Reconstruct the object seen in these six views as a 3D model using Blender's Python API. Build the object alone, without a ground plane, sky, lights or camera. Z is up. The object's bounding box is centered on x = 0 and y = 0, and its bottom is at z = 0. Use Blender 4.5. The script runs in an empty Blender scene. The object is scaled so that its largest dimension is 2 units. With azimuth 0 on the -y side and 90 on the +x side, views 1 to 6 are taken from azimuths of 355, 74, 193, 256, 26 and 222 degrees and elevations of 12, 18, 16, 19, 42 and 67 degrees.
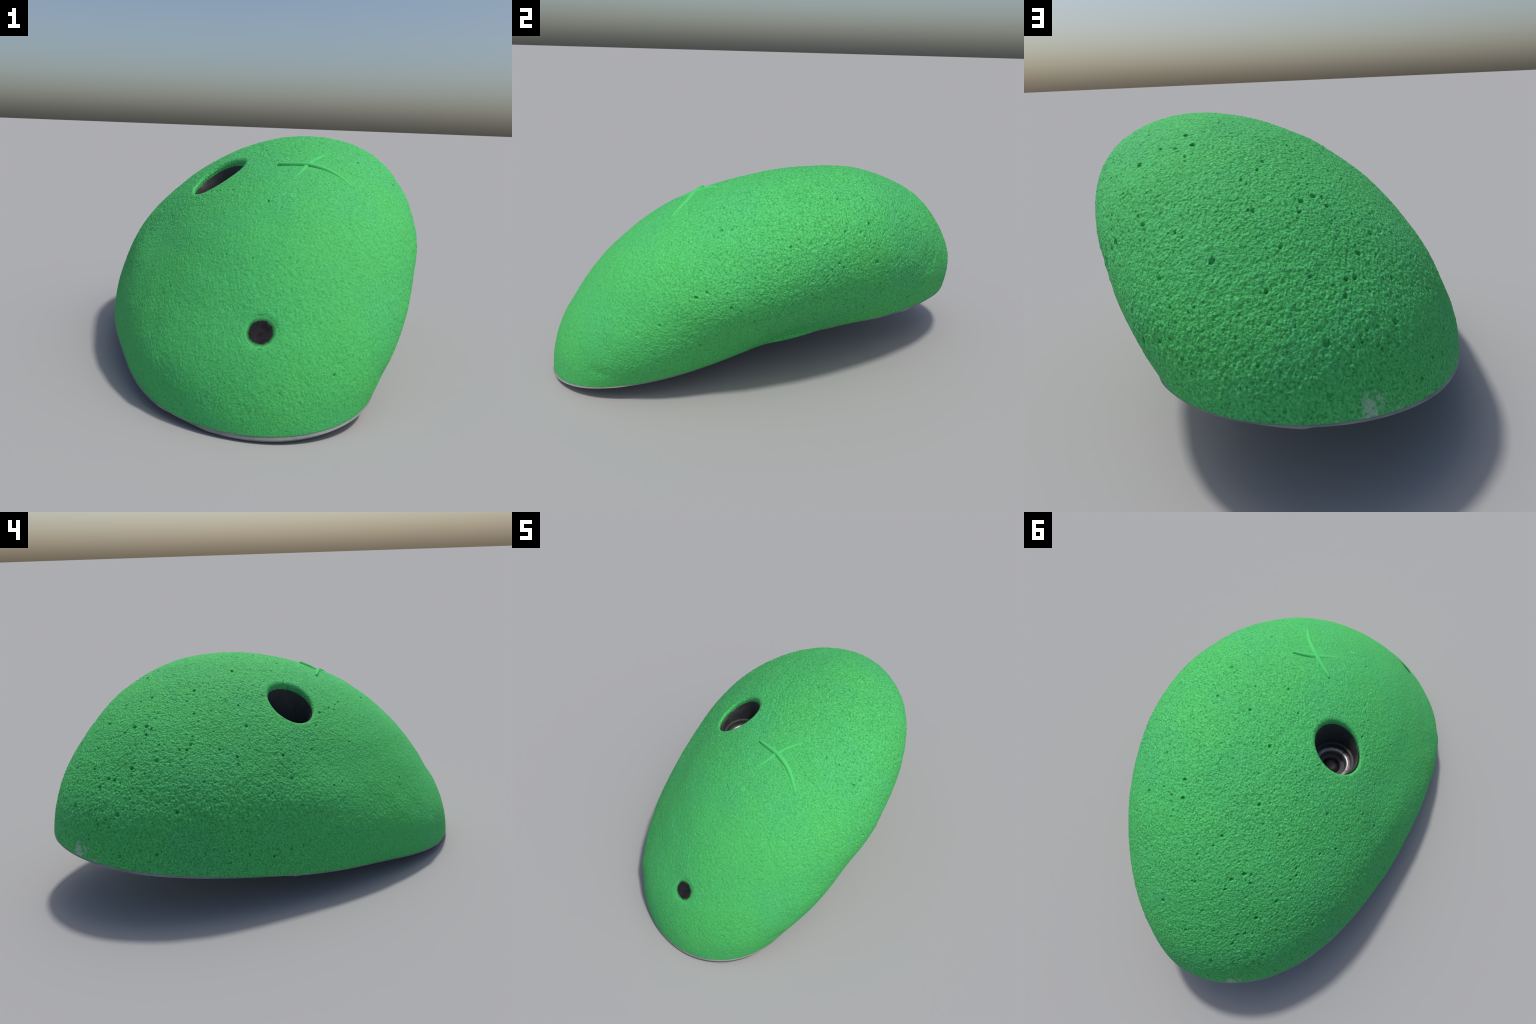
"""Green artificial-climbing hold (a big rounded sloper), lying on its back edge.

The cast body is a dome over a tilted base plane.  Its form is given by sixteen
meridian profiles round the dome (distance from the base centre at eight
elevations), smoothly splined.  Grain, air-bubble pores, the counter-bored bolt
hole, the screw hole and the raised cross mark are modelled on top of it.
"""
import bpy, math, random
import numpy as np
from mathutils import Vector, kdtree

random.seed(7)
rng = np.random.default_rng(7)

# distance from the base centre; rows: elevation 0, 11.25 ... 78.75 degrees above the
# base plane; columns: sixteen meridians, counter-clockwise from the +x side
PROFILES = [
    (0.347, 0.360, 0.450, 0.748, 0.990, 0.951, 0.769, 0.626, 0.571, 0.579, 0.665, 0.856, 0.999, 0.942, 0.640, 0.388),
    (0.440, 0.480, 0.651, 0.888, 0.987, 0.909, 0.741, 0.612, 0.558, 0.577, 0.664, 0.817, 0.948, 0.959, 0.818, 0.572),
    (0.700, 0.714, 0.833, 0.941, 0.944, 0.845, 0.708, 0.594, 0.545, 0.562, 0.636, 0.753, 0.876, 0.931, 0.893, 0.793),
    (0.863, 0.878, 0.922, 0.940, 0.892, 0.789, 0.674, 0.584, 0.545, 0.553, 0.607, 0.707, 0.819, 0.893, 0.912, 0.888),
    (0.909, 0.922, 0.926, 0.900, 0.831, 0.738, 0.647, 0.580, 0.544, 0.545, 0.591, 0.678, 0.773, 0.846, 0.886, 0.902),
    (0.883, 0.887, 0.875, 0.839, 0.773, 0.701, 0.637, 0.589, 0.559, 0.557, 0.592, 0.657, 0.733, 0.798, 0.840, 0.866),
    (0.817, 0.818, 0.803, 0.773, 0.731, 0.683, 0.640, 0.609, 0.589, 0.588, 0.608, 0.649, 0.700, 0.747, 0.781, 0.804),
    (0.744, 0.744, 0.735, 0.719, 0.700, 0.677, 0.654, 0.638, 0.629, 0.629, 0.638, 0.656, 0.680, 0.704, 0.723, 0.737),
]
POLE = 0.6804
# how far the back edge strays above the base plane, at the same sixteen meridians
RIM_LIFT = (0.005, 0.006, 0.003, 0.008, 0.006, 0.007, 0.013, 0.012, 0.010, 0.008, 0.010, 0.007, 0.006, 0.006, 0.011, 0.005)
# mould dents (and, with negative depth, swellings): centre, reach along x y z, depth
DENTS = [
    ((0.372, -0.800, 0.150), (0.050, 0.070, 0.035), 0.004),
    ((0.345, -0.830, 0.085), (0.050, 0.060, 0.030), -0.003),
    ((-0.385, -0.780, 0.085), (0.040, 0.050, 0.035), 0.006),
    ((-0.408, -0.720, 0.160), (0.045, 0.050, 0.040), -0.005),
    ((0.352, 0.672, 0.535), (0.030, 0.022, 0.060), 0.007),
    ((0.378, 0.628, 0.520), (0.030, 0.018, 0.050), 0.006),
    ((0.395, 0.590, 0.560), (0.030, 0.018, 0.050), 0.004),
    ((-0.400, -0.640, 0.250), (0.040, 0.040, 0.060), 0.003),
    ((-0.390, -0.560, 0.340), (0.040, 0.030, 0.050), 0.003),
]

# ------------------------------------------------------------------ frame ---
BASE_SLOPE_X, BASE_SLOPE_Y, BASE_LIFT = 0.047, 0.130, 0.1485   # base plane z = sx*x + sy*y + lift
N = np.array([-BASE_SLOPE_X, -BASE_SLOPE_Y, 1.0]); N /= np.linalg.norm(N)
B = np.array([0.0, 1.0, 0.0]); B -= N * (B @ N); B /= np.linalg.norm(B)
A = np.cross(B, N)
O = np.array([-0.06, 0.0, -0.06 * BASE_SLOPE_X + BASE_LIFT])


# ---------------------------------------------------------------- splines ---
def periodic_basis(t, n):
    """cubic spline weights of n evenly spaced values round a circle"""
    x = np.asarray(t) / (2 * np.pi) * n
    i = np.floor(x).astype(int); f = x - i
    w = [(1 - f) ** 3 / 6, (3 * f ** 3 - 6 * f ** 2 + 4) / 6,
         (-3 * f ** 3 + 3 * f ** 2 + 3 * f + 1) / 6, f ** 3 / 6]
    M = np.zeros((len(x), n)); rows = np.arange(len(x))
    for k in range(4):
        M[rows, (i - 1 + k) % n] += w[k]
    k = np.arange(n); C = np.zeros((n, n))
    C[k, k] = 4 / 6; C[k, (k + 1) % n] = 1 / 6; C[k, (k - 1) % n] = 1 / 6
    return M @ np.linalg.inv(C)


def profile_basis(x, n):
    """cubic spline weights of n knots on a line"""
    C = np.zeros((n, n)); R = np.zeros((n, n))
    for i in range(1, n - 1):
        C[i, i - 1:i + 2] = [1, 4, 1]; R[i, i - 1:i + 2] = [6, -12, 6]
    C[0, 0], C[0, 1] = 1, -1
    C[-1, -1], C[-1, -2] = 1, -1
    M = np.linalg.solve(C, R)
    x = np.asarray(x, float)
    i = np.clip(np.floor(x).astype(int), 0, n - 2); f = (x - i)[:, None]; g = 1 - f
    I = np.eye(n)
    return g * I[i] + f * I[i + 1] + ((g ** 3 - g) * M[i] + (f ** 3 - f) * M[i + 1]) / 6


NE, NT = len(PROFILES), len(PROFILES[0])
NET = np.vstack([np.array(PROFILES), np.full((1, NT), POLE)])


def dome_radius(theta, elev):
    theta = np.asarray(theta).ravel() % (2 * np.pi); elev = np.asarray(elev).ravel()
    out = np.empty(len(theta))
    for s in range(0, len(theta), 100000):
        bt = periodic_basis(theta[s:s + 100000], NT)
        bo = periodic_basis((theta[s:s + 100000] + np.pi) % (2 * np.pi), NT)
        # each profile runs on over the pole into the one opposite
        w = profile_basis(elev[s:s + 100000] / (np.pi / 2) * NE, 2 * NE + 1)
        out[s:s + 100000] = (((w[:, :NE + 1] @ NET) * bt).sum(1)
                             + ((w[:, :NE:-1] @ NET[:-1]) * bo).sum(1))
    return out


def dome_point(theta, elev):
    theta = np.asarray(theta, float).ravel(); elev = np.asarray(elev, float).ravel()
    r = dome_radius(theta, elev)
    lift = periodic_basis(theta % (2 * np.pi), NT) @ np.array(RIM_LIFT) * np.clip(1 - elev / np.radians(25), 0, 1) ** 2
    return (O + (r * np.cos(elev) * np.cos(theta))[:, None] * A
            + (r * np.cos(elev) * np.sin(theta))[:, None] * B + (r * np.sin(elev) + lift)[:, None] * N)


def direction_of(p):
    q = np.asarray(p, float) - O
    x, y, z = q @ A, q @ B, q @ N
    return math.atan2(y, x), math.atan2(z, math.hypot(x, y))


def dome_normal(theta, elev, h=0.01):
    c = 1 / max(math.cos(elev), 0.05)
    du = dome_point([theta + h * c], [elev])[0] - dome_point([theta - h * c], [elev])[0]
    dv = dome_point([theta], [elev + h])[0] - dome_point([theta], [elev - h])[0]
    n = np.cross(du, dv)
    return n / np.linalg.norm(n)


# ------------------------------------------------------------------ noise ---
def _hash(ix, iy, iz, seed):
    h = (ix.astype(np.uint32) * np.uint32(374761393) + iy.astype(np.uint32) * np.uint32(668265263)
         + iz.astype(np.uint32) * np.uint32(2147483647) + np.uint32(seed) * np.uint32(1274126177))
    h = (h ^ (h >> np.uint32(13))) * np.uint32(1103515245)
    h = (h ^ (h >> np.uint32(16))) * np.uint32(2654435761)
    return ((h >> np.uint32(8)) & np.uint32(0xFFFF)).astype(np.float32) / 32767.5 - 1.0


def noise(P, size, seed):
    """smooth value noise in [-1, 1] with cells of the given size"""
    q = P / size + 1000.0
    i = np.floor(q).astype(np.int64); f = (q - i).astype(np.float32)
    f = f * f * (3 - 2 * f)
    out = np.zeros(len(P), np.float32)
    for dx in (0, 1):
        wx = f[:, 0] if dx else 1 - f[:, 0]
        for dy in (0, 1):
            wy = f[:, 1] if dy else 1 - f[:, 1]
            for dz in (0, 1):
                wz = f[:, 2] if dz else 1 - f[:, 2]
                out += wx * wy * wz * _hash(i[:, 0] + dx, i[:, 1] + dy, i[:, 2] + dz, seed)
    return out


def smoothstep(a, b, x):
    t = np.clip((x - a) / (b - a), 0, 1)
    return t * t * (3 - 2 * t)


# -------------------------------------------------------------- materials ---
def new_material(name):
    m = bpy.data.materials.new(name); m.use_nodes = True
    nt = m.node_tree
    return m, nt, nt.nodes['Principled BSDF'], nt.nodes.new('ShaderNodeTexCoord')


def add_noise(nt, tc, scale, detail=3.0, rough=0.55):
    n = nt.nodes.new('ShaderNodeTexNoise')
    n.inputs['Scale'].default_value = scale
    n.inputs['Detail'].default_value = detail
    n.inputs['Roughness'].default_value = rough
    nt.links.new(tc.outputs['Object'], n.inputs['Vector'])
    return n


def add_ramp(nt, src, stops):
    r = nt.nodes.new('ShaderNodeValToRGB')
    e = r.color_ramp.elements
    while len(e) < len(stops):
        e.new(0.5)
    for el, (pos, col) in zip(e, stops):
        el.position = pos; el.color = col if len(col) == 4 else (*col, 1)
    nt.links.new(src, r.inputs[0])
    return r


def add_mix(nt, fac, c1, c2, blend='MIX'):
    m = nt.nodes.new('ShaderNodeMix'); m.data_type = 'RGBA'; m.blend_type = blend
    for sock, v in ((m.inputs[0], fac), (m.inputs[6], c1), (m.inputs[7], c2)):
        if hasattr(v, 'is_linked') or isinstance(v, bpy.types.NodeSocket):
            nt.links.new(v, sock)
        elif isinstance(v, (int, float)):
            sock.default_value = v
        else:
            sock.default_value = (*v, 1) if len(v) == 3 else v
    return m.outputs[2]


def math_node(nt, op, a, b=None):
    m = nt.nodes.new('ShaderNodeMath'); m.operation = op
    for s, v in zip(m.inputs, (a, b)):
        if v is None:
            continue
        if isinstance(v, (int, float)):
            s.default_value = v
        else:
            nt.links.new(v, s)
    return m.outputs[0]


def blob_mask(nt, tc, centre, radius):
    d = nt.nodes.new('ShaderNodeVectorMath'); d.operation = 'DISTANCE'
    nt.links.new(tc.outputs['Object'], d.inputs[0]); d.inputs[1].default_value = centre
    r = nt.nodes.new('ShaderNodeMapRange')
    r.inputs['From Min'].default_value = radius; r.inputs['From Max'].default_value = radius * 0.1
    nt.links.new(d.outputs['Value'], r.inputs['Value'])
    return r.outputs[0]


GREEN = (0.072, 0.500, 0.134)


def green_material(name='green_resin', grit=1.0, shade=1.0):
    m, nt, bsdf, tc = new_material(name)
    patch = add_noise(nt, tc, 3.2, 3)
    col = add_ramp(nt, patch.outputs['Fac'], [
        (0.30, (GREEN[0] * 0.96, GREEN[1] * 0.95, GREEN[2] * 1.10)),
        (0.50, GREEN),
        (0.70, (GREEN[0] * 1.06, GREEN[1] * 1.02, GREEN[2] * 0.93))]).outputs[0]
    # fine speckle: the grain's lit peaks and shaded hollows painted into the colour
    speck = add_noise(nt, tc, 135, 2, 0.55)
    sp = add_ramp(nt, speck.outputs['Fac'], [(0.30, (0.42, 0.50, 0.42)), (0.47, (0.92, 0.93, 0.92)),
                                             (0.56, (1.0, 1.0, 1.0)), (0.72, (1.65, 1.22, 1.50))])
    # speckle and bump toned down in front, matching the flat shade baked there
    sep = nt.nodes.new('ShaderNodeSeparateXYZ'); nt.links.new(tc.outputs['Object'], sep.inputs[0])
    far = nt.nodes.new('ShaderNodeMapRange')
    for key, v in (('From Min', -0.75), ('From Max', 0.15), ('To Min', 0.45 * grit), ('To Max', 1.0 * grit)):
        far.inputs[key].default_value = v
    nt.links.new(math_node(nt, 'ADD', sep.outputs['Y'], math_node(nt, 'MULTIPLY', sep.outputs['X'], 0.3)), far.inputs['Value'])
    col = add_mix(nt, far.outputs[0], col, add_mix(nt, 1.0, col, sp.outputs[0], 'MULTIPLY'))
    col = add_mix(nt, 1.0, col, (shade, shade, shade), 'MULTIPLY')
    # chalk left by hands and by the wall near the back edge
    chalk_n = add_noise(nt, tc, 75, 4, 0.65)
    big_n = add_noise(nt, tc, 16, 2, 0.5)
    for centre, radius, amount in CHALK:
        k = math_node(nt, 'MULTIPLY', blob_mask(nt, tc, centre, radius), amount)
        k = math_node(nt, 'ADD', k, math_node(nt, 'MULTIPLY', math_node(nt, 'SUBTRACT', big_n.outputs['Fac'], 0.5), 0.9))
        k = math_node(nt, 'ADD', k, math_node(nt, 'MULTIPLY', math_node(nt, 'SUBTRACT', chalk_n.outputs['Fac'], 0.5), 2.4))
        k = math_node(nt, 'MULTIPLY', k, blob_mask(nt, tc, centre, radius * 1.2))
        f = add_ramp(nt, k, [(0.36, (0, 0, 0)), (0.85, (0.62, 0.62, 0.62))]).outputs[0]
        col = add_mix(nt, f, col, (0.50, 0.56, 0.53))
    nt.links.new(col, bsdf.inputs['Base Color'])
    bsdf.inputs['Roughness'].default_value = 0.82
    bsdf.inputs['Specular IOR Level'].default_value = 0.25
    g1 = add_noise(nt, tc, 150, 2, 0.5)
    bump = nt.nodes.new('ShaderNodeBump')
    nt.links.new(far.outputs[0], bump.inputs['Strength'])
    bump.inputs['Distance'].default_value = 0.005
    nt.links.new(g1.outputs['Fac'], bump.inputs['Height'])
    nt.links.new(bump.outputs[0], bsdf.inputs['Normal'])
    return m


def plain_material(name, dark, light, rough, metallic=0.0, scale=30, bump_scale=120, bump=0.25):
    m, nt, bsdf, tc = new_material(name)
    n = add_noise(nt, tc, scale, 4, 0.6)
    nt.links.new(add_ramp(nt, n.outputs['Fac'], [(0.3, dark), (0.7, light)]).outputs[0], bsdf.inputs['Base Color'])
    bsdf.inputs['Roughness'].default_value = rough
    bsdf.inputs['Metallic'].default_value = metallic
    b = nt.nodes.new('ShaderNodeBump'); b.inputs['Strength'].default_value = bump
    b.inputs['Distance'].default_value = 0.003
    nt.links.new(add_noise(nt, tc, bump_scale, 3).outputs['Fac'], b.inputs['Height'])
    nt.links.new(b.outputs[0], bsdf.inputs['Normal'])
    return m


CHALK = [((-0.405, 0.885, 0.262), 0.115, 0.74), ((-0.33, 0.935, 0.250), 0.075, 0.62), ((-0.46, 0.82, 0.250), 0.08, 0.58)]
MAT_GREEN = green_material()
MAT_SMOOTH = green_material('lightened_green_resin', 0.25, 1.12)  # green brightened to show light caught by the raised cross
MAT_BASE = plain_material('bare_grey_backing', (0.17, 0.21, 0.18), (0.32, 0.33, 0.33), 0.8, scale=9)
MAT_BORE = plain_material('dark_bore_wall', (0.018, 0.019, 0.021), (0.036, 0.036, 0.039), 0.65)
MAT_STEEL = plain_material('worn_steel', (0.20, 0.20, 0.21), (0.34, 0.34, 0.35), 0.45, 0.9, 60, 200, 0.1)
MAT_PLUG = plain_material('dark_plug', (0.060, 0.057, 0.062), (0.105, 0.100, 0.108), 0.7)


# ---------------------------------------------------------------- objects ---
root = bpy.data.objects.new('climbing_hold', None)
bpy.context.scene.collection.objects.link(root)
root['label'] = 'green rounded climbing hold with gritty pitted surface and bolt hole'
root['category'] = 'climbing hold'


def make_mesh(name, verts, faces, mat, parent=root, smooth=True):
    """verts (n,3) array, faces: list of tuples or (m,4) array"""
    me = bpy.data.meshes.new(name)
    verts = np.asarray(verts, np.float32)
    if isinstance(faces, np.ndarray):
        m, k = faces.shape
        me.vertices.add(len(verts)); me.vertices.foreach_set('co', verts.ravel())
        me.loops.add(m * k); me.loops.foreach_set('vertex_index', faces.ravel().astype(np.int32))
        me.polygons.add(m); me.polygons.foreach_set('loop_start', (np.arange(m) * k).astype(np.int32))
        me.update(calc_edges=True); me.validate()
    else:
        me.from_pydata(verts.tolist(), [], [tuple(f) for f in faces])
    me.polygons.foreach_set('use_smooth', np.full(len(me.polygons), smooth))
    me.materials.append(mat)
    ob = bpy.data.objects.new(name, me)
    bpy.context.scene.collection.objects.link(ob)
    ob.parent = parent
    return ob


# ------------------------------------------------------------------- dome ---
GRID = 900
lin = np.linspace(-1, 1, GRID + 1)
ga, gb = np.meshgrid(lin, lin, indexing='ij')
ga = ga.ravel(); gb = gb.ravel()
wide = np.abs(ga) > np.abs(gb)
rho = np.where(wide, np.abs(ga), np.abs(gb))
with np.errstate(divide='ignore', invalid='ignore'):
    phi = np.where(wide, np.pi / 4 * gb / ga + np.where(ga < 0, np.pi, 0),
                   np.pi / 2 - np.pi / 4 * ga / gb + np.where(gb < 0, np.pi, 0))
phi = np.nan_to_num(phi)
elev = (1 - rho) * np.pi / 2
P = dome_point(phi, elev)


def grid_normals(P):
    g = P.reshape(GRID + 1, GRID + 1, 3)
    n = np.cross(np.gradient(g, axis=0), np.gradient(g, axis=1)).reshape(-1, 3)
    return n / np.maximum(np.linalg.norm(n, axis=1), 1e-9)[:, None]


NRM = grid_normals(P)
if np.einsum('ij,ij->i', NRM, P - O).mean() < 0:
    NRM = -NRM
    FLIP = True
else:
    FLIP = False

# --- the bolt hole: a bore square to the base plane
BOLT_TOP = np.array([-0.174, -0.108, 0.76]); BOLT_R = 0.107; BOLT_LIP = 0.018
BOLT_AXIS = N
# --- the small screw hole on the low slope
sc_t, sc_e = direction_of((-0.056, -0.879, 0.328))
SCREW_C = dome_point([sc_t], [sc_e])[0]
SCREW_AXIS = dome_normal(sc_t, sc_e)
if SCREW_AXIS @ (SCREW_C - O) < 0:
    SCREW_AXIS = -SCREW_AXIS
SCREW_AXIS = SCREW_AXIS + 0.35 * N; SCREW_AXIS /= np.linalg.norm(SCREW_AXIS)
SCREW_R = 0.050

# --- the raised cross mark: two curved tapering ridges
CROSS = {
    'ridge_a': [(0.045, -0.316, 0.827), (0.095, -0.338, 0.832), (0.158, -0.368, 0.836), (0.235, -0.415, 0.815), (0.312, -0.493, 0.759)],
    'ridge_b': [(0.244, -0.294, 0.864), (0.200, -0.325, 0.852), (0.158, -0.368, 0.836), (0.105, -0.440, 0.800), (0.053, -0.514, 0.749)],
}


def line_distance(P, pts):
    best = np.full(len(P), 9.0)
    for a, b in zip(pts[:-1], pts[1:]):
        a = np.array(a); d = np.array(b) - a
        t = np.clip((P - a) @ d / (d @ d), 0, 1)
        best = np.minimum(best, np.linalg.norm(P - a - t[:, None] * d, axis=1))
    return best


cross_d = np.minimum(line_distance(P, CROSS['ridge_a']), line_distance(P, CROSS['ridge_b']))
rel = P - BOLT_TOP
bolt_d = np.linalg.norm(rel - (rel @ BOLT_AXIS)[:, None] * BOLT_AXIS, axis=1)
upper = rel @ BOLT_AXIS > -0.3
bolt_d = np.where(upper, bolt_d, 9.0)
rel = P - SCREW_C
sd = rel @ SCREW_AXIS
screw_d = np.where(np.abs(sd) < 0.1, np.linalg.norm(rel - sd[:, None] * SCREW_AXIS, axis=1), 9.0)



def snap_ring(P, dist, axis, radius, band=0.0021):
    """slide the vertices nearest to a circle onto it, for a clean edge"""
    sel = np.abs(dist - radius) < band
    move = np.zeros_like(P)
    c = BOLT_TOP if axis is BOLT_AXIS else SCREW_C
    r = P[sel] - c; r = r - (r @ axis)[:, None] * axis
    P[sel] += r / dist[sel][:, None] * (radius - dist[sel])[:, None]
    dist[sel] = radius


SCREW_EDGE = SCREW_R * 1.12
snap_ring(P, bolt_d, BOLT_AXIS, BOLT_R)
snap_ring(P, screw_d, SCREW_AXIS, SCREW_EDGE)

calm = smoothstep(0.012, 0.05, cross_d) * smoothstep(SCREW_R - 0.002, SCREW_R + 0.03, screw_d)
worn = np.exp(-((P - np.array((0.28, 0.74, 0.40))) ** 2 / np.array((0.08, 0.09, 0.15)) ** 2).sum(1))
calm *= 1 - 0.7 * worn                                   # a rubbed-smooth strip on the high corner
calm *= 0.35 + 0.65 * smoothstep(BOLT_R, BOLT_R + 0.05, bolt_d)

# --- relief: hand-sanded undulation, grit grain
disp = 0.0022 * noise(P, 0.16, 1) + 0.0012 * noise(P, 0.07, 2)
far = 0.5 + 0.5 * np.tanh((P[:, 1] + 0.35 + 0.3 * P[:, 0]) * 4)   # 0 on the front, relief lowered for its dim look; 1 at the high end
rough_zone = (0.45 + 0.60 * far) * (0.9 + 0.25 * noise(P, 0.22, 9))
grain = 0.0008 * noise(P, 0.019, 3) + 0.0016 * noise(P, 0.0085, 4) + 0.0011 * noise(P, 0.0055, 5)
disp = disp * (0.3 + 0.7 * smoothstep(0.02, 0.12, cross_d)) + grain * calm * rough_zone

# --- dents and folds left by the mould
for centre, (lx, ly, lz), depth in DENTS:
    q = (P - np.array(centre)) / np.array((lx, ly, lz))
    disp = disp - depth * np.exp(-(q ** 2).sum(1) * 1.5)

# --- air-bubble pores
tree = kdtree.KDTree(len(P))
for i, p in enumerate(P.tolist()):
    tree.insert(p, i)
tree.balance()
cell = rng.integers(0, len(P), 8000)
gg = P.reshape(GRID + 1, GRID + 1, 3)
area = np.linalg.norm(np.cross(np.gradient(gg, axis=0), np.gradient(gg, axis=1)), axis=2).ravel()
area_w = np.clip(area[cell] / (2.0 * area.mean()), 0, 1)          # so that pores are spread evenly by area
pit = np.zeros(len(P))
count = 0
for c, w in zip(cell, area_w):
    back = 0.5 + 0.5 * math.tanh((P[c][1] + 0.25 + 0.4 * P[c][0]) * 3)      # fewer, finer pores on the low front face
    if rng.random() > w * (0.03 + 0.17 * back) * (0.7 + 0.3 * math.sin(9 * P[c][0] + 7 * P[c][1])) or calm[c] < 0.6:
        continue
    size = (0.0027 + 0.0040 * rng.random() ** 3.0) * (0.7 + 0.35 * back)
    depth = size * (1.2 + 1.1 * rng.random())
    squash = 1 + 0.5 * rng.random(); ax = rng.normal(size=3); ax /= np.linalg.norm(ax)
    for co, j, d in tree.find_range(Vector(P[c]), size * 1.6):
        v = P[j] - P[c]
        d2 = v @ v + ((v @ ax) ** 2) * (1 / squash ** 2 - 1)
        t = math.sqrt(max(d2, 0)) / size
        if t < 1.25:
            pit[j] = max(pit[j], depth * (1 - min(t / 1.25, 1) ** 3))
    count += 1
disp = disp - pit
disp = disp * smoothstep(0.0, 0.10, elev)                # the trimmed back edge is clean

P2 = P + NRM * disp[:, None]

# --- bolt lip: roll the edge over into the bore, cut the mouth open
s = np.clip((bolt_d - BOLT_R) / BOLT_LIP, 0, 1)
drop = np.where(bolt_d < 1, BOLT_LIP * 0.9 * (1 - np.sqrt(1 - (1 - s) ** 2)), 0)
P2 = P2 - drop[:, None] * BOLT_AXIS
# --- screw hole: a tapering pit with a rounded mouth
t = screw_d / SCREW_R
depth = 0.004 * (1 - smoothstep(0.25, 0.75, t)) + 0.007 * (1 - smoothstep(0.6, 1.35, t))
P2 = P2 - np.where(screw_d < 1, depth, 0)[:, None] * SCREW_AXIS

ii, jj = np.meshgrid(np.arange(GRID), np.arange(GRID), indexing='ij')
v0 = (ii * (GRID + 1) + jj).ravel()
quads = np.stack([v0, v0 + GRID + 1, v0 + GRID + 2, v0 + 1], 1)
if FLIP:
    quads = quads[:, ::-1]

open_q = (bolt_d[quads] < BOLT_R - 1e-6).any(1)
quads = quads[~open_q]
in_screw = (screw_d[quads] <= SCREW_EDGE + 1e-6).all(1)


def submesh(name, faces, mat):
    used, inv = np.unique(faces.ravel(), return_inverse=True)
    return make_mesh(name, P2[used], inv.reshape(faces.shape), mat)


body = submesh('body', quads[~in_screw], MAT_GREEN)


def screw_material():
    """dark hole colour, blended out into the green round it"""
    m, nt, bsdf, tc = new_material('dark_screw_hole')
    n = add_noise(nt, tc, 60, 3)
    dark = add_ramp(nt, n.outputs['Fac'], [(0.3, (0.010, 0.010, 0.012)), (0.7, (0.024, 0.023, 0.026))]).outputs[0]
    d = nt.nodes.new('ShaderNodeVectorMath'); d.operation = 'DISTANCE'
    nt.links.new(tc.outputs['Object'], d.inputs[0]); d.inputs[1].default_value = tuple(SCREW_C - 0.006 * SCREW_AXIS)
    k = math_node(nt, 'ADD', d.outputs['Value'], math_node(nt, 'MULTIPLY', math_node(nt, 'SUBTRACT', n.outputs['Fac'], 0.5), 0.012))
    f = add_ramp(nt, math_node(nt, 'DIVIDE', k, SCREW_R), [(0.74, (0, 0, 0)), (1.04, (1, 1, 1))]).outputs[0]
    nt.links.new(add_mix(nt, f, dark, GREEN), bsdf.inputs['Base Color'])
    bsdf.inputs['Roughness'].default_value = 0.85
    bsdf.inputs['Specular IOR Level'].default_value = 0.2
    return m


submesh('screw_hole', quads[in_screw], screw_material())

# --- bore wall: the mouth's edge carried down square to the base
edges = np.concatenate([quads[:, [k, (k + 1) % 4]] for k in range(4)])
key = np.sort(edges, 1)
uniq, idx, cnt = np.unique(key[:, 0].astype(np.int64) * (len(P) + 1) + key[:, 1], return_index=True, return_counts=True)
rimmed = edges[idx[cnt == 1]]
rimmed = rimmed[(bolt_d[rimmed] < BOLT_R + 0.02).all(1)]
nxt = {int(a): int(b) for a, b in rimmed}
loop = [int(rimmed[0][0])]
while nxt[loop[-1]] != loop[0]:
    loop.append(nxt[loop[-1]])
loop = np.array(loop)
mouth = P2[loop]


def ring_at(depth, radius):
    """the mouth loop's angles on a circle of this radius, depth below BOLT_TOP"""
    r = mouth - BOLT_TOP
    r = r - (r @ BOLT_AXIS)[:, None] * BOLT_AXIS
    r /= np.linalg.norm(r, axis=1)[:, None]
    return BOLT_TOP - depth * BOLT_AXIS + r * radius


def stack(name, rings, mat, cap=False, smooth=True):
    n = len(rings[0]); V = np.concatenate(rings); F = []
    for k in range(len(rings) - 1):
        for i in range(n):
            j = (i + 1) % n
            F.append((k * n + i, (k + 1) * n + i, (k + 1) * n + j, k * n + j)[::-1])
    if cap:
        V = np.vstack([V, rings[-1].mean(0)]); c = len(V) - 1; k = len(rings) - 1
        for i in range(n):
            F.append((k * n + (i + 1) % n, k * n + i, c))
    ob = make_mesh(name, V, F, mat, smooth=smooth)
    return ob


lip_low = mouth - 0.013 * BOLT_AXIS
stack('bolt_hole_lip', [mouth, lip_low], MAT_GREEN)
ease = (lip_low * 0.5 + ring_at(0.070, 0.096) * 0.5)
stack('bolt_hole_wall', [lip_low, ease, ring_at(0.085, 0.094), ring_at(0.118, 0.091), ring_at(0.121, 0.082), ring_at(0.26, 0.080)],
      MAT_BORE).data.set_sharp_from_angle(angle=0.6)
stack('washer', [ring_at(0.142, 0.082), ring_at(0.139, 0.070), ring_at(0.141, 0.063),
                 ring_at(0.147, 0.059), ring_at(0.175, 0.058)], MAT_STEEL)
stack('bolt_hole_floor', [ring_at(0.172, 0.0795), ring_at(0.173, 0.04)], MAT_PLUG, cap=True)


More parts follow.
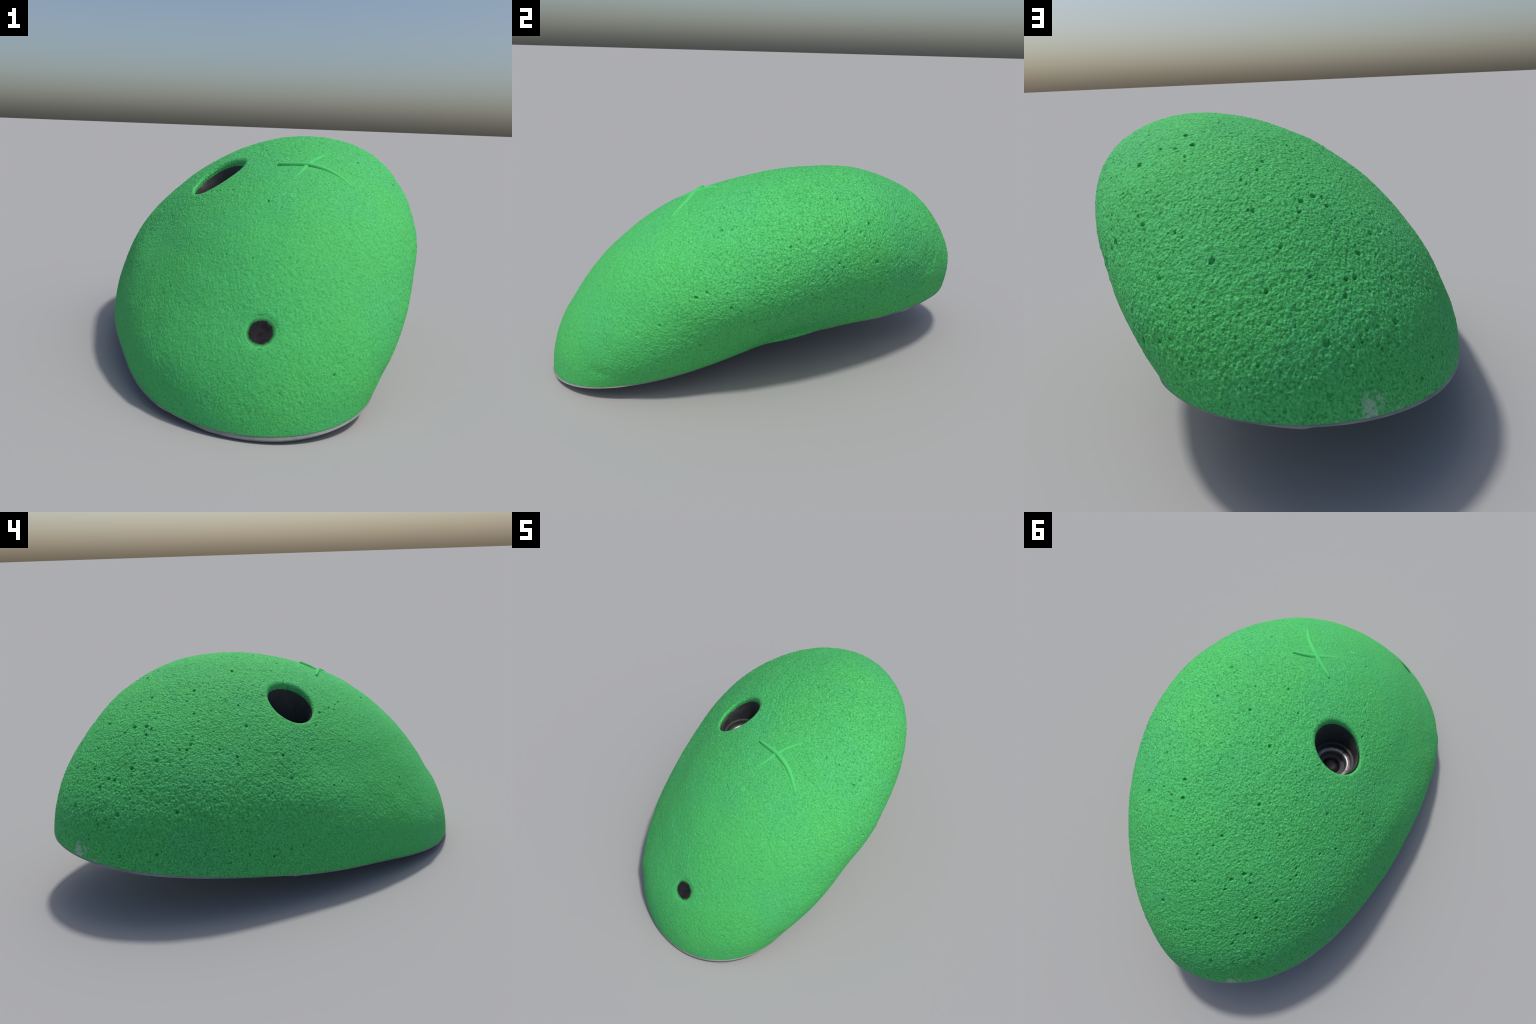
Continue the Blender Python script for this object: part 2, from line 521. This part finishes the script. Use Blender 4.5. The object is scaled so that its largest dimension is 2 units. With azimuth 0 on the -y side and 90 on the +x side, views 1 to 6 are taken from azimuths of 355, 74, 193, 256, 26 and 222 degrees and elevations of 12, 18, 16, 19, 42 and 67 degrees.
# ------------------------------------------------------------ cross mark ---
def ridge(name, pts, half, height, fade, parent):
    dirs = [direction_of(p) for p in pts]
    # work in unit direction space so that the ridge hugs the dome
    D = np.array([[math.cos(e) * math.cos(t), math.cos(e) * math.sin(t), math.sin(e)] for t, e in dirs])
    k = np.linspace(0, len(D) - 1, 61)
    i = np.clip(k.astype(int), 0, len(D) - 2); f = (k - i)[:, None]
    pad = np.vstack([2 * D[0] - D[1], D, 2 * D[-1] - D[-2]])
    p0, p1, p2, p3 = pad[i], pad[i + 1], pad[i + 2], pad[i + 3]
    path = 0.5 * (2 * p1 + (p2 - p0) * f + (2 * p0 - 5 * p1 + 4 * p2 - p3) * f ** 2 + (3 * p1 - p0 - 3 * p2 + p3) * f ** 3)
    path /= np.linalg.norm(path, axis=1)[:, None]
    th = np.arctan2(path[:, 1], path[:, 0]); el = np.arcsin(path[:, 2])
    C = dome_point(th, el)
    U = np.array([dome_normal(t, e) for t, e in zip(th, el)])
    U *= np.sign(np.einsum('ij,ij->i', U, C - O))[:, None]
    T = np.gradient(C, axis=0); T /= np.linalg.norm(T, axis=1)[:, None]
    S = np.cross(T, U)
    s = np.linspace(0, 1, len(C))
    width = half * (0.35 + 0.65 * np.sin(np.pi * np.clip(s, 0.0, 1)) ** 0.6)
    high = height * np.clip(np.minimum(s / 0.05, 1), 0, 1) ** 0.5 * np.clip(fade(s), 0, 1)
    m = 13; V = []; F = []
    for c, u, sd_, w, h in zip(C, U, S, width, high):
        for a in np.linspace(0, np.pi, m):
            V.append(c - u * 0.006 + sd_ * w * math.cos(a) * 1.15 + u * (h + 0.006) * math.sin(a) ** 0.8)
    for r in range(len(C) - 1):
        for q in range(m - 1):
            F.append((r * m + q, r * m + q + 1, (r + 1) * m + q + 1, (r + 1) * m + q))
    F.append(tuple(range(m))[::-1]); F.append(tuple((len(C) - 1) * m + q for q in range(m)))
    ob = make_mesh(name, V, F, MAT_SMOOTH, parent)
    import bmesh
    bm = bmesh.new(); bm.from_mesh(ob.data); bmesh.ops.recalc_face_normals(bm, faces=bm.faces); bm.to_mesh(ob.data); bm.free()
    return ob


mark = bpy.data.objects.new('cross_mark', None)
bpy.context.scene.collection.objects.link(mark); mark.parent = root
ridge('ridge', CROSS['ridge_a'], 0.0108, 0.011, lambda s: np.minimum(1, (1.02 - s) / 0.45), mark)
ridge('ridge', CROSS['ridge_b'], 0.0104, 0.011, lambda s: np.clip((0.80 - s) / 0.50, 0.05, 1), mark)
dt, de = direction_of((0.077, -0.542, 0.728))
dc = dome_point([dt], [de])[0]; dn = dome_normal(dt, de)
dn = dn * np.sign(dn @ (dc - O))
du = np.cross(dn, [1, 0, 0]); du /= np.linalg.norm(du); dv = np.cross(dn, du)
V, F, R = [], [], 24
prof = [(1.25, -0.004), (1.0, 0.0008), (0.82, 0.0018), (0.6, 0.0004), (0.3, 0.0002)]
for r, h in prof:
    for k in range(R):
        a = 2 * math.pi * k / R
        V.append(dc + 0.012 * r * (math.cos(a) * du + math.sin(a) * dv) + h * dn)
for q in range(len(prof) - 1):
    for k in range(R):
        F.append((q * R + k, q * R + (k + 1) % R, (q + 1) * R + (k + 1) % R, (q + 1) * R + k))
F.append(tuple((len(prof) - 1) * R + k for k in range(R)))
make_mesh('dot', V, F, MAT_SMOOTH, mark)

# ------------------------------------------------------------------- base ---
g = np.arange((GRID + 1) ** 2).reshape(GRID + 1, GRID + 1)
rim_idx = np.concatenate([g[:-1, 0], g[-1, :-1], g[:0:-1, -1], g[0, :0:-1]])[::4]
rim = P2[rim_idx]
ang = np.arctan2((rim - O) @ B, (rim - O) @ A)
order = np.argsort(ang); rim = rim[order]; ang = ang[order]
# the torn, faceted edge of the bare backing
rng = np.random.default_rng(21)
knots = np.sort(rng.uniform(-np.pi, np.pi, 34)); hk = 0.004 + 0.012 * rng.random(34) ** 1.5
ik = rng.uniform(-0.006, 0.006, 34)
skirt = np.interp(ang, knots, hk, period=2 * np.pi) + 0.008 * np.exp(-((ang + np.pi / 2) / 0.35) ** 2)
undercut = np.exp(-(ang / 0.9) ** 4)                      # cleaner edge below the overhanging flank
skirt = skirt * (1 - 0.75 * undercut)
inset = np.interp(ang, knots, ik, period=2 * np.pi) * (1 - 0.8 * undercut)
to_c = O - rim; to_c -= (to_c @ N)[:, None] * N
dist = np.linalg.norm(to_c, axis=1)[:, None]; to_c = to_c / dist
rings = [rim + 0.004 * N + to_c * 0.004,
         rim - 0.001 * N + to_c * 0.0015,
         rim - skirt[:, None] * 0.6 * N + to_c * (-0.002 + inset[:, None] * 0.5),
         rim - skirt[:, None] * N + to_c * (0.004 + inset[:, None])]
for f in (0.12, 0.3, 0.5, 0.75):
    ring = rim + to_c * dist * f
    wob = 0.003 * noise(ring, 0.12, 21)
    rings.append(ring - (0.006 + wob)[:, None] * N)
n = len(rim); V = np.concatenate(rings + [(O - 0.006 * N)[None]]); F = []
for k in range(len(rings) - 1):
    for i in range(n):
        j = (i + 1) % n
        F.append((k * n + i, (k + 1) * n + i, (k + 1) * n + j, k * n + j))
for i in range(n):
    F.append(((len(rings) - 1) * n + i, len(V) - 1, (len(rings) - 1) * n + (i + 1) % n))
base = make_mesh('base', V, F, MAT_BASE)
base.data.set_sharp_from_angle(angle=0.7)
print('pores', count, 'base low', V[:, 2].min())
